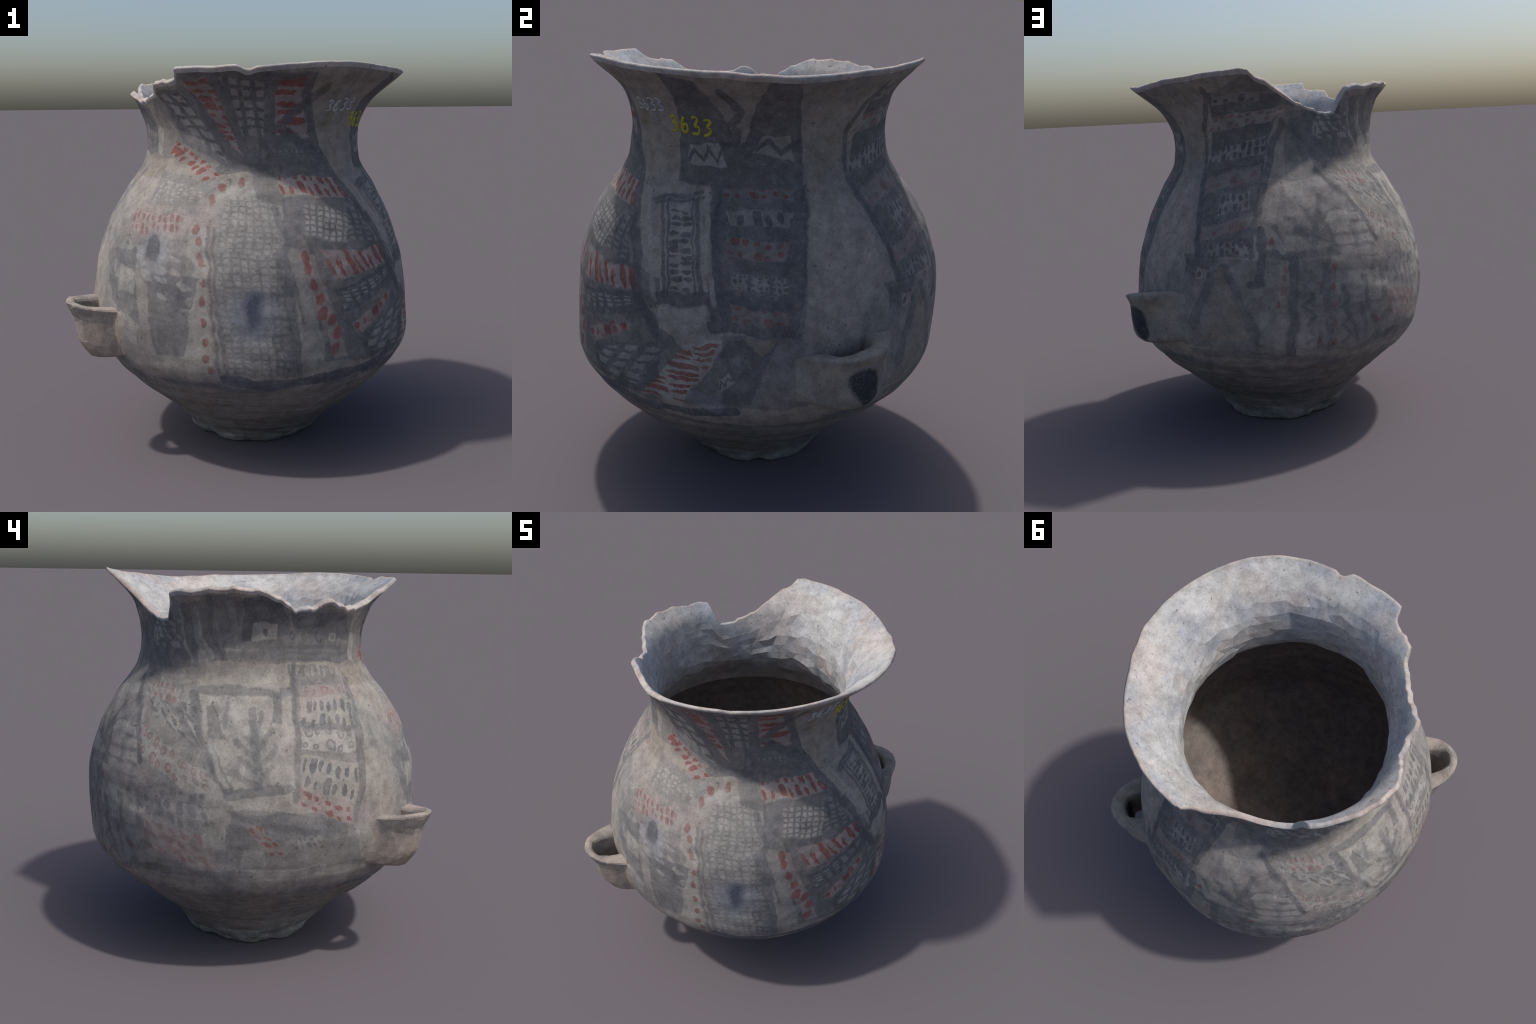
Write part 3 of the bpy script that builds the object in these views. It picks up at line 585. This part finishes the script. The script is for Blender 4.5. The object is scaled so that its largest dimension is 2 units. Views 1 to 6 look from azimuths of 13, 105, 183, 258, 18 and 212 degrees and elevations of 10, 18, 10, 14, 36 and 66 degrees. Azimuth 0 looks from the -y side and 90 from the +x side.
    blot((-148.3, 1.683), 0.021, 0.013, 'dark', 0.8),
    blot((-166.0, 1.681), 0.026, 0.030, 'grey', 0.7),
    panel([(178.8, 1.575), (225.3, 1.553), (225.7, 1.643), (172.3, 1.645)], 'mid', 0.65),
    panel([(-134.3, 1.561), (-128.5, 1.548), (-126.8, 1.689), (-133.1, 1.701)], 'light', 0.7),
    brush([(141.6, 1.807), (142.9, 1.684), (147.8, 1.578)], 0.05, 'grey', 0.8),
    brush([(143.1, 1.792), (144.2, 1.685), (149.3, 1.579)], 0.02, 'light', 0.5),
    brush([(126.9, 1.817), (128.9, 1.708), (126.6, 1.597)], 0.04, 'dark', 0.7),
    blot((115.8, 1.684), 0.026, 0.033, 'light', 0.6),
    blot((115.8, 1.684), 0.013, 0.020, 'dark', 0.8),
    panel([(116.4, 1.637), (134.2, 1.618), (134.0, 1.758), (116.4, 1.749)], 'mid', 0.3, 'dash', 'light', 0.5, 3, 4, 0.4),
    brush([(158.1, 1.872), (159.2, 1.751), (162.3, 1.582)], 0.045, 'grey', 0.7),
    brush([(134.6, 1.804), (135.8, 1.650), (139.7, 1.574)], 0.02, 'light', 0.45),
    panel([(-174.7, 1.659), (-153.3, 1.645), (-156.3, 1.718), (-174.6, 1.729)], 'grey', 0.5, 'ring', 'dark', 0.8, 3, 1, 0.3),
    panel([(-179.6, 1.582), (-137.7, 1.555), (-136.8, 1.620), (-179.7, 1.636)], 'grey', 0.5, 'lines', 'mid', 0.6, 1, 2, 0.5),
    panel([(163.2, 1.537), (177.0, 1.529), (177.1, 1.575), (162.3, 1.582)], 'pale', 0.6),
    panel([(163.7, 1.449), (181.0, 1.440), (178.7, 1.537), (162.4, 1.537)], 'light', 0.6),
    panel([(121.3, 1.390), (140.9, 1.352), (133.2, 1.478), (121.0, 1.450)], 'light', 0.3, 'dash', 'mid', 0.7, 5, 3, 0.3),
    panel([(112.7, 1.059), (129.2, 1.007), (124.1, 1.272), (110.9, 1.248)], 'light', 0.35, 'lines', 'mid', 0.7, 4, 4, 0.4),
    brush([(131.0, 1.446), (148.9, 1.216), (158.1, 0.989)], 0.02, 'light', 0.5),
    panel([(67.1, 0.715), (80.9, 0.637), (84.2, 0.879), (77.9, 0.946)], 'grey', 0.4),
    panel([(85.2, 0.602), (93.8, 0.579), (94.3, 0.737), (85.9, 0.777)], 'light', 0.45),
    panel([(98.9, 0.869), (108.6, 0.854), (109.1, 0.987), (99.9, 1.008)], 'grey', 0.5),
    panel([(111.5, 0.848), (120.8, 0.828), (121.5, 0.946), (112.0, 0.965)], 'light', 0.4),
    panel([(97.1, 0.594), (104.9, 0.563), (104.9, 0.689), (97.9, 0.699)], 'light', 0.4),
    panel([(122.2, 0.825), (152.5, 0.735), (156.2, 0.911), (123.1, 0.994)], 'light', 0.3, 'dash', 'mid', 0.6, 8, 3, 0.3),
    panel([(133.0, 0.688), (160.0, 0.593), (152.5, 0.791), (133.3, 0.848)], 'pale', 0.4, 'dash', 'dull_red', 0.5, 5, 3, 0.4),
    panel([(124.4, 1.158), (146.9, 1.008), (146.2, 1.135), (127.9, 1.269)], 'light', 0.6, 'ring', 'dull_red', 0.8, 6, 2, 0.3),
    panel([(120.9, 1.394), (136.2, 1.308), (140.0, 1.426), (125.2, 1.491)], 'grey', 0.4, 'dash', 'light', 0.5, 5, 3, 0.4),
    brush([(153.2, 1.375), (159.6, 1.306), (162.6, 1.224)], 0.03, 'mid', 0.6),
    panel([(160.2, 1.237), (168.2, 1.239), (164.1, 1.378), (152.3, 1.389)], 'light', 0.5),
    brush([(-171.1, 1.549), (-173.4, 1.417), (-174.7, 1.304)], 0.03, 'dark', 0.6),
    brush([(112.9, 1.472), (122.8, 1.331), (129.4, 1.100)], 0.03, 'dark', 0.7),
    brush([(133.1, 1.403), (141.6, 1.324), (150.4, 1.189), (155.7, 1.077)], 0.035, 'dark', 0.5),
    panel([(124.9, 1.394), (140.5, 1.367), (134.5, 1.464), (124.1, 1.469)], 'pale', 0.6, 'dash', 'dull_red', 0.6, 4, 2, 0.2),
    brush([(96.5, 1.180), (110.4, 1.117), (106.8, 0.870)], 0.02, 'dark', 0.6),
    brush([(108.3, 1.274), (111.4, 1.152), (112.7, 1.059)], 0.025, 'dark', 0.6),
    panel([(116.5, 0.787), (129.8, 0.782), (130.0, 0.960), (116.4, 0.955)], 'light', 0.5),
    brush([(122.6, 0.924), (124.5, 0.765), (128.5, 0.606)], 0.03, 'dark', 0.55),
    brush([(114.4, 0.898), (116.1, 0.733), (120.0, 0.590)], 0.025, 'dark', 0.55),
    panel([(153.2, 0.719), (160.5, 0.710), (160.5, 0.838), (152.2, 0.830)], 'light', 0.5),
    panel([(165.6, 0.625), (173.0, 0.625), (171.8, 0.712), (165.6, 0.712)], 'light', 0.55),
    panel([(-177.6, 0.705), (-167.6, 0.724), (-169.1, 0.785), (-177.9, 0.772)], 'light', 0.35, 'dash', 'dark', 0.6, 5, 2, 0.3),
    brush([(161.9, 0.877), (171.7, 0.841), (193.2, 0.781)], 0.03, 'dark', 0.5),
    brush([(158.7, 1.278), (158.4, 1.419)], 0.02, 'mid', 0.5),
    panel([(157.1, 1.551), (162.4, 1.544), (162.2, 1.628), (155.4, 1.627)], 'light', 0.55),
    panel([(143.3, 1.546), (148.1, 1.540), (146.0, 1.624), (141.9, 1.622)], 'light', 0.55),
    panel([(-17.4, 0.964), (1.9, 1.007), (3.1, 0.948), (-13.5, 0.905)], 'light', 0.7),
    panel([(-10.2, 0.914), (1.2, 0.938), (-3.6, 0.887), (-5.7, 0.883)], 'light', 0.6),
    brush([(-5.0, 1.468), (-1.0, 1.311), (3.3, 1.022)], 0.02, 'light', 0.7),
    brush([(-29.1, 1.411), (-21.7, 1.227), (-15.3, 0.999)], 0.02, 'light', 0.6),
    brush([(89.7, 1.213), (94.3, 1.085)], 0.03, 'light', 0.5),
    panel([(77.8, 1.059), (84.6, 1.058), (85.1, 1.136), (78.7, 1.137)], 'light', 0.5, 'dot', 'dark', 0.9, 2, 2, 0.3),
    brush([(77.5, 1.122), (81.0, 1.153), (84.5, 1.129), (83.4, 1.058)], 0.02, 'dark', 0.9),
    brush([(73.3, 0.994), (78.7, 0.742)], 0.022, 'tan', 0.7),
    panel([(95.8, 1.366), (103.9, 1.281), (104.5, 1.408), (97.8, 1.429)], 'light', 0.5),
    panel([(110.3, 1.211), (119.1, 1.183), (119.6, 1.263), (112.4, 1.256)], 'light', 0.5),
    panel([(92.8, 1.274), (100.0, 1.269), (100.9, 1.347), (94.4, 1.351)], 'grey', 0.5),
    blot((-46.4, 1.875), .05, .035, "olive", .6), blot((-38.5, 1.715), .065, .06, "olive", .6),
]

SCALE = .0145                                  # metres of wall per degree of azimuth


class Nodes:
    """Small helper that strings shader nodes together."""

    def __init__(self, tree):
        self.t = tree
        self.n = self.t.nodes

    def put(self, socket, v):
        if isinstance(v, bpy.types.NodeSocket):
            self.t.links.new(v, socket)
        elif v is not None:
            socket.default_value = v

    def math(self, op, a, b=None, c=None, clamp=False):
        n = self.n.new("ShaderNodeMath"); n.operation = op; n.use_clamp = clamp
        for i, v in enumerate((a, b, c)):
            self.put(n.inputs[i], v)
        return n.outputs[0]

    def vec(self, op, a, b=None, c=None, out=0):
        n = self.n.new("ShaderNodeVectorMath"); n.operation = op
        for i, v in enumerate((a, b, c)):
            self.put(n.inputs[i], v)
        return n.outputs["Value" if op in ("DOT_PRODUCT", "LENGTH", "DISTANCE") else "Vector"]

    def step(self, v, lo, hi, a=0.0, b=1.0):
        n = self.n.new("ShaderNodeMapRange"); n.interpolation_type = "SMOOTHSTEP"
        for name, x in (("Value", v), ("From Min", lo), ("From Max", hi), ("To Min", a), ("To Max", b)):
            self.put(n.inputs[name], x)
        return n.outputs[0]

    def noise(self, vec, scale, detail=3, rough=.55, out="Fac"):
        n = self.n.new("ShaderNodeTexNoise")
        self.put(n.inputs["Vector"], vec)
        n.inputs["Scale"].default_value, n.inputs["Detail"].default_value, n.inputs["Roughness"].default_value = scale, detail, rough
        return n.outputs[out]

    def white(self, vec):
        n = self.n.new("ShaderNodeTexWhiteNoise"); n.noise_dimensions = "2D"
        self.put(n.inputs["Vector"], vec)
        return n.outputs["Color"], n.outputs["Value"]

    def mix(self, f, a, b, kind="MIX"):
        n = self.n.new("ShaderNodeMix"); n.data_type = "RGBA"; n.blend_type = kind
        self.put(n.inputs[0], f)
        for i, v in ((6, a), (7, b)):
            self.put(n.inputs[i], v if isinstance(v, bpy.types.NodeSocket) else (*v, 1))
        return n.outputs[2]

    def xyz(self, x, y, z):
        n = self.n.new("ShaderNodeCombineXYZ")
        for i, v in enumerate((x, y, z)):
            self.put(n.inputs[i], v)
        return n.outputs[0]


ITEM_GROUPS = {}


def item_group(it):
    """Each painted item is one node group: painted-surface coordinates, wear and colour in, colour out."""
    key = id(it)
    if key not in ITEM_GROUPS:
        g = bpy.data.node_groups.new("painted_" + it["kind"], "ShaderNodeTree")
        for nm, kind in (("Wall", "NodeSocketVector"), ("Wear", "NodeSocketFloat"), ("Colour", "NodeSocketColor")):
            g.interface.new_socket(nm, in_out="INPUT", socket_type=kind)
        g.interface.new_socket("Colour", in_out="OUTPUT", socket_type="NodeSocketColor")
        N = Nodes(g)
        gi, go = g.nodes.new("NodeGroupInput"), g.nodes.new("NodeGroupOutput")
        N.put(go.inputs[0], paint_item(N, gi.outputs[0], gi.outputs[1], gi.outputs[2], it))
        ITEM_GROUPS[key] = g
    return ITEM_GROUPS[key]


def apply_item(N, W, wear, col, it, centre):
    a = [p[0] for p in it["pts"]]
    turns = round((centre - (min(a) + max(a)) / 2) / 360)
    if turns:                                  # the same wall, counted one turn further on
        W = N.vec("SUBTRACT", W, (turns * 360 * SCALE, 0, 0))
    n = N.n.new("ShaderNodeGroup"); n.node_tree = item_group(it)
    for k, v in enumerate((W, wear, col)):
        N.put(n.inputs[k], v if isinstance(v, bpy.types.NodeSocket) else (*v, 1))
    return n.outputs[0]


def paint_item(N, W, wear, col, it):
    P = [(p[0] * SCALE, p[1]) for p in it["pts"]]
    dot = lambda k: N.vec("DOT_PRODUCT", W, k)
    if it["kind"] == "blot":
        (x, z), rx, rz = P[0], it["rx"], it["rz"]
        d = N.vec("LENGTH", N.vec("MULTIPLY_ADD", W, (1 / rx, 1 / rz, 0), (-x / rx, -z / rz, 0)))
        soft = .75 if it["colour"] in ("red", "dull_red", "dark", "light", "grey", "black") else .25
        m = N.step(d, soft, 1.25, 1, 0)
        return N.mix(N.math("MULTIPLY", N.math("MULTIPLY", m, it["cover"]), wear), col, COLOUR[it["colour"]])
    if it["kind"] == "brush":
        hw, best = it["width"] / 2, None
        for (x0, z0), (x1, z1) in zip(P, P[1:]):
            L = math.hypot(x1 - x0, z1 - z0) + 1e-6
            ex, ez = (x1 - x0) / L, (z1 - z0) / L
            mx, mz = (x0 + x1) / 2, (z0 + z1) / 2
            along = N.math("MAXIMUM", N.math("SUBTRACT", N.math("ABSOLUTE", dot((ex, ez, -ex * mx - ez * mz))), L / 2), 0.0)
            across = dot((-ez, ex, ez * mx - ex * mz))
            d = N.vec("LENGTH", N.xyz(along, across, 0.0))
            best = d if best is None else N.math("MINIMUM", best, d)
        m = N.step(best, hw - .004, hw + .006, it["cover"], 0)
        return N.mix(N.math("MULTIPLY", m, wear), col, COLOUR[it["colour"]])
    area = sum(P[i][0] * P[(i + 1) % 4][1] - P[(i + 1) % 4][0] * P[i][1] for i in range(4))
    inside = None
    for i in range(4):
        (x0, z0), (x1, z1) = P[i], P[(i + 1) % 4]
        L = math.hypot(x1 - x0, z1 - z0)
        if L < .004:
            continue
        s = (1 if area > 0 else -1) / L
        nx, nz = -(z1 - z0) * s, (x1 - x0) * s
        d = dot((nx, nz, -nx * x0 - nz * z0))
        inside = d if inside is None else N.math("MINIMUM", inside, d)
    inside = N.math("MULTIPLY", N.step(inside, -.004, .005), wear)
    if it["cover"] > 0:
        col = N.mix(N.math("MULTIPLY", inside, it["cover"]), col, COLOUR[it["ground"]])
    if not it["filling"]:
        return col
    M = np.array([[x, z, 1] for x, z in P])
    ku = np.linalg.lstsq(M, np.array([0, 1, 1, 0.]), rcond=None)[0]
    kv = np.linalg.lstsq(M, np.array([0, 0, 1, 1.]), rcond=None)[0]
    nu, nv, ex, f = it["nu"], it["nv"], it["extra"], it["filling"]
    if f in ("dash", "dot", "ring"):
        ku2 = ku * nu + (kv * nv * ex if f == "dash" else 0)
        q = N.xyz(dot(tuple(ku2)), dot(tuple(kv * nv)), 0.0)
        w, size = N.white(N.vec("FLOOR", q))
        jit = {"dash": .40, "dot": .55, "ring": .40}[f]
        loc = N.vec("MULTIPLY_ADD", w, (jit, jit, 0), N.vec("ADD", N.vec("FRACTION", q), (-.5 - jit / 2, -.5 - jit / 2, 0)))
        r = {"dash": (.33, .50), "dot": (.34, .36), "ring": (.36, .40)}[f]
        if f == "dash" and nu <= 2 < nv:
            r = (.50, .33)
        d = N.vec("LENGTH", N.vec("MULTIPLY", loc, (1 / r[0], 1 / r[1], 0)))
        d = N.math("MULTIPLY", d, N.math("MULTIPLY_ADD", size, .75, .70))
        m = N.step(d, .84, 1.10, 1, 0)
        if f == "ring":
            m = N.math("MULTIPLY", m, N.step(d, .25, .85, .35, 1))
    elif f in ("hatch", "lines"):
        m = None
        for k, n in ((kv, nv), (ku, nu)):
            t = N.math("ABSOLUTE", N.math("SUBTRACT", N.math("FRACT", N.math("ADD", dot(tuple(k * n)), .5)), .5))
            line = N.step(t, ex * .38 - .08, ex * .38 + .09, 1, 0)
            m = line if m is None else N.math("MAXIMUM", m, line)
            if f == "lines":
                break
    else:
        a, b, n = (ku, kv, nu) if f == "zig" else (kv, ku, nv)
        tri = N.math("PINGPONG", dot(tuple(a * n)), .5)
        off = N.math("SUBTRACT", N.math("MULTIPLY_ADD", tri, 1.1, .22), dot(tuple(b)))
        m = N.step(N.math("ABSOLUTE", off), ex * .5 - .06, ex * .5 + .06, 1, 0)
    m = N.math("MULTIPLY", m, N.math("MULTIPLY", inside, it["mark_cover"]))
    return N.mix(m, col, COLOUR[it["mark"]])


BARE = (.184, .175, .166)


def clay_material(name, base, spots, items=(), centre=0.0, rough=.88, bump=.25, skirt=None):
    """Mottled fired clay in `base`, patches of `spots` colours, and painted items on top."""
    mat = bpy.data.materials.new(name)
    mat.use_nodes = True
    N = Nodes(mat.node_tree)
    bsdf = mat.node_tree.nodes["Principled BSDF"]
    P = N.n.new("ShaderNodeTexCoord").outputs["Object"]
    broad = N.noise(P, 3.0, 4, .6, "Color")
    sep = N.n.new("ShaderNodeSeparateXYZ"); N.put(sep.inputs[0], broad)
    fine = N.noise(P, 16, 5, .68)
    grain = N.noise(P, 95, 3, .65)
    col = N.mix(N.step(sep.outputs[0], .46, .62, 0, spots[0][1]), base, COLOUR.get(spots[0][0], spots[0][0]))
    col = N.mix(N.step(sep.outputs[1], .46, .62, 0, spots[1][1]), col, COLOUR.get(spots[1][0], spots[1][0]))
    if items:
        rot = N.n.new("ShaderNodeVectorRotate"); rot.rotation_type = "Z_AXIS"
        N.put(rot.inputs["Vector"], P); rot.inputs["Angle"].default_value = -math.radians(centre)
        r = N.n.new("ShaderNodeSeparateXYZ"); N.put(r.inputs[0], rot.outputs[0])
        x = N.math("MULTIPLY_ADD", N.math("ARCTAN2", r.outputs[1], r.outputs[0]), SCALE * 180 / math.pi, centre * SCALE)
        flat = N.xyz(x, r.outputs[2], 1.0)
        wob = N.vec("MULTIPLY_ADD", N.noise(P, 9, 4, .62, "Color"), (.055, .055, 0), (-.0275, -.0275, 0))
        wide = N.vec("MULTIPLY_ADD", broad, (.05, .05, 0), (-.025, -.025, 0))
        W = N.vec("ADD", N.vec("ADD", flat, wob), wide)
        wear = N.math("MULTIPLY", N.step(N.noise(P, 5.5, 4, .7), .30, .60, .76, 1), N.step(N.noise(P, 34, 4, .7), .34, .54, .72, 1))
        for it in items:
            col = apply_item(N, W, wear, col, it, centre)
    if skirt is not None:
        # below the painted zone the clay is bare, with throwing streaks; ragged, smudged border
        streaks = N.noise(N.vec("MULTIPLY", P, (1, 1, 8.0)), 9, 4, .65)
        bare = N.mix(N.step(sep.outputs[0], .44, .62, 0, .75), BARE, (.120, .117, .116))
        bare = N.mix(N.step(sep.outputs[2], .46, .62, 0, .65), bare, (.178, .152, .138))
        bare = N.mix(N.step(streaks, .35, .70, 0, .55), bare, (.225, .219, .210))
        bare = N.mix(N.step(streaks, .30, .46, .55, 0), bare, (.105, .099, .095))
        hz = N.n.new("ShaderNodeSeparateXYZ"); N.put(hz.inputs[0], P)
        edge = N.math("ADD", hz.outputs[2], N.math("MULTIPLY_ADD", sep.outputs[1], .09, -.045))
        edge = N.math("ADD", edge, N.math("MULTIPLY_ADD", fine, .03, -.015))
        smudge = N.math("MULTIPLY", N.step(edge, .47, .53, 1, 0), N.step(sep.outputs[2], .42, .58, .1, .75))
        col = N.mix(smudge, col, COLOUR["dark_blue"])
        col = N.mix(N.step(edge, .450, .468, 1, 0), col, bare)
    # grain, rubbed patches and pits that run over clay and paint alike
    shade = N.math("ADD", N.step(fine, .25, .75, .74, 1.20), N.step(grain, .25, .75, -.12, .12))
    cell = N.n.new("ShaderNodeTexVoronoi"); cell.inputs["Scale"].default_value = 5.5
    N.put(cell.inputs["Vector"], P)
    cs = N.n.new("ShaderNodeSeparateXYZ"); N.put(cs.inputs[0], cell.outputs["Color"])
    shade = N.math("MULTIPLY", shade, N.step(cs.outputs[0], 0, 1, .95, 1.05))
    col = N.mix(1.0, col, N.xyz(shade, shade, shade), "MULTIPLY")
    rubbed = N.step(N.noise(P, 30, 4, .75), .60, .72, 0, .28)
    col = N.mix(rubbed, col, tuple(min(.6, v * 1.15) for v in base))
    grime = N.step(N.noise(P, 6.5, 5, .7), .52, .72, 0, .26)
    col = N.mix(grime, col, tuple(v * .55 for v in base))
    pits = N.step(N.noise(P, 48, 2, .5), .68, .73, 0, .6)
    col = N.mix(pits, col, (.07, .066, .062))
    N.put(bsdf.inputs["Base Color"], col)
    bsdf.inputs["Roughness"].default_value = rough
    bsdf.inputs["Specular IOR Level"].default_value = .25
    b = N.n.new("ShaderNodeBump"); b.inputs["Strength"].default_value = bump; b.inputs["Distance"].default_value = .006
    N.put(b.inputs["Height"], N.math("ADD", N.math("MULTIPLY", fine, .8), N.math("MULTIPLY", grain, .25)))
    N.put(bsdf.inputs["Normal"], b.outputs[0])
    return mat


def reach_of(it):
    a = [p[0] for p in it["pts"]]; z = [p[1] for p in it["pts"]]
    g = it.get("width", 0) + max(it.get("rx", 0), it.get("rz", 0)) * 1.3 + .03
    return min(a) - g / SCALE, max(a) + g / SCALE, min(z) - g, max(z) + g


SECTORS = 15
span = 360 / SECTORS


def items_for(centre, z0, z1, half):
    out = []
    for it in PAINTING:
        a0, a1, lo, hi = reach_of(it)
        mid, w = (a0 + a1) / 2, (a1 - a0) / 2
        if abs((mid - centre + 180) % 360 - 180) <= w + half and hi >= z0 and lo <= z1:
            out.append(it)
    return out


def dress_in_sectors(ob, z0, z1, base, spots, bump=.25, skirt=None):
    """One material per azimuth sector, each holding only the painting that reaches it."""
    for k in range(SECTORS):
        c = -180 + (k + .5) * span
        ob.data.materials.append(clay_material(f"{ob.name}_painting", base, spots, items_for(c, z0, z1, span / 2 + 1), c, bump=bump, skirt=skirt))
    mids = np.zeros(len(ob.data.polygons) * 3)
    ob.data.polygons.foreach_get("center", mids)
    mids = mids.reshape(-1, 3)
    a = np.degrees(np.arctan2(mids[:, 1], mids[:, 0])) + 180
    ob.data.polygons.foreach_set("material_index", np.clip((a // span).astype(int), 0, SECTORS - 1))


dress_in_sectors(part["belly"], .42, 1.47, COLOUR["cream"], [("grey", .8), ("pale", .4)], skirt=True)
dress_in_sectors(part["neck"], 1.41, 2.05, (.262, .236, .208), [("grey", .7), ("tan", .35)])  # base cream darkened and warmed for the shadow beneath the flared rim
part["lower_body"].data.materials.append(clay_material("bare_clay", COLOUR["cream"], [("grey", .8), ("pale", .4)], bump=.4, skirt=True))
part["foot"].data.materials.append(clay_material("foot_clay", (.230, .227, .218), [((.15, .147, .142), .7), ((.28, .275, .262), .7)], bump=.5))
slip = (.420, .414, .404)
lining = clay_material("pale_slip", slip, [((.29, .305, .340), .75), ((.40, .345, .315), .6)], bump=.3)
part["rim"].data.materials.append(lining)
part["rim"].data.materials.append(clay_material("broken_edge", (.40, .365, .338), [((.30, .30, .31), .7), ((.42, .34, .30), .7)], bump=.4))
part["rim"].data.polygons.foreach_set("material_index", [1 if f // N in (1, 2, 3, 4) else 0 for f in range(len(part["rim"].data.polygons))])
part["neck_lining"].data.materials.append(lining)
part["inner_wall"].data.materials.append(clay_material("inner_clay", (.190, .166, .152), [((.14, .128, .122), .6), ((.235, .185, .162), .7)], bump=.5))  # brown set below the lit floor's tone; interior shade partly baked into it
handle_a.data.materials.append(clay_material("handle_clay", (.300, .250, .215), [((.315, .235, .195), .8), ((.20, .192, .182), .5)], bump=.3))
scar = [blot((43.5, .725), .058, .080, "black", 1.2), blot((44.5, .675), .045, .075, "black", 1.2), blot((41.5, .75), .040, .045, "black", 1.2),
        panel([(39.5, .64), (43.0, .63), (43.0, .78), (39.0, .78)], "black", 0, "dot", "grey", .28, 5, 11, 0),
        brush([(37.5, .80), (42, .812), (47, .81)], .012, "blue", .6)]
handle_b.data.materials.append(clay_material("worn_handle_clay", (.245, .230, .214), [("grey", .8), ("tan", .6)], scar, 43, bump=.35))

# --------------------------------------------------------------------------
# 5. THE WRITTEN NUMBERS: brush strokes laid on the neck
# --------------------------------------------------------------------------
STROKES = {"3": [(.10, .90), (.45, 1.0), (.85, .82), (.45, .55), (.85, .38), (.75, .08), (.05, .03)],
           "6": [(.55, 1.0), (.25, .70), (.10, .28), (.40, .0), (.82, .18), (.70, .48), (.30, .45), (.12, .25)]}


def on_wall(a, z, lift):
    col = (a + 180) % 360 / 360 * N
    i = int(col) % N; f = col - int(col); j = (i + 1) % N
    line = outer[:, i] * (1 - f) + outer[:, j] * f
    k = int(np.clip(np.searchsorted(line[:, 2], z) - 1, 0, len(line) - 2))
    g = (z - line[k, 2]) / (line[k + 1, 2] - line[k, 2])
    nrm = NORM[n_under + k, i]
    nrm = nrm if nrm @ np.array([line[k, 0], line[k, 1], 0]) > 0 else -nrm
    return line[k] * (1 - g) + line[k + 1] * g + nrm * lift, nrm


def number(name, text, a0, z0, a1, z1, height, width, colour, slant, seed):
    r = np.random.default_rng(seed)
    verts, faces = [], []
    for c, ch in enumerate(text):
        t0 = c / len(text)
        pts = np.array(STROKES[ch]) + r.normal(0, .04, (len(STROKES[ch]), 2))
        s = np.linspace(0, len(pts) - 1, 40)
        gx = smooth_curve(s, range(len(pts)), pts[:, 0]); gz = smooth_curve(s, range(len(pts)), pts[:, 1])
        da = (a1 - a0) / len(text)
        A_ = a0 + (a1 - a0) * t0 + gx * da * .76 + gz * slant
        Z_ = z0 + (z1 - z0) * t0 + gz * height * (1 + r.normal(0, .04))
        mids = [on_wall(a, z, .0018) for a, z in zip(A_, Z_)]
        M = np.array([m[0] for m in mids]); nn = np.array([m[1] for m in mids])
        T = np.gradient(M, axis=0); T /= np.linalg.norm(T, axis=1, keepdims=True)
        side = np.cross(nn, T)
        w = width / 2 * (1 + .25 * np.sin(s * 2.1 + c)) * np.minimum(1, np.minimum(s, s[-1] - s) * 2.5 + .55)
        b = len(verts)
        for k in range(40):
            for off, up in ((-1, -.004), (-.8, .0006), (0, .0012), (.8, .0006), (1, -.004)):
                verts.append(M[k] + side[k] * w[k] * off + nn[k] * up)
        faces += [[b + k * 5 + j, b + k * 5 + j + 1, b + (k + 1) * 5 + j + 1, b + (k + 1) * 5 + j] for k in range(39) for j in range(4)]
    ob = make_mesh(name, verts, faces)
    ob.parent = vase
    m = bpy.data.materials.new(name + "_paint"); m.use_nodes = True
    q = Nodes(m.node_tree); P = q.n.new("ShaderNodeTexCoord").outputs["Object"]
    q.put(m.node_tree.nodes["Principled BSDF"].inputs["Base Color"], q.mix(q.step(q.noise(P, 60, 3), .4, .62, 0, .55), colour[0], colour[1]))
    m.node_tree.nodes["Principled BSDF"].inputs["Roughness"].default_value = .6
    ob.data.materials.append(m)
    return ob


number("yellow_number", "3633", -23.0, 1.686, -2.0, 1.675, .070, .0135, [(.40, .365, .02), (.25, .225, .03)], .6, 3)
number("white_number", "3633", -41.8, 1.757, -23.5, 1.768, .055, .0075, [(.42, .46, .49), (.26, .28, .29)], .8, 4)
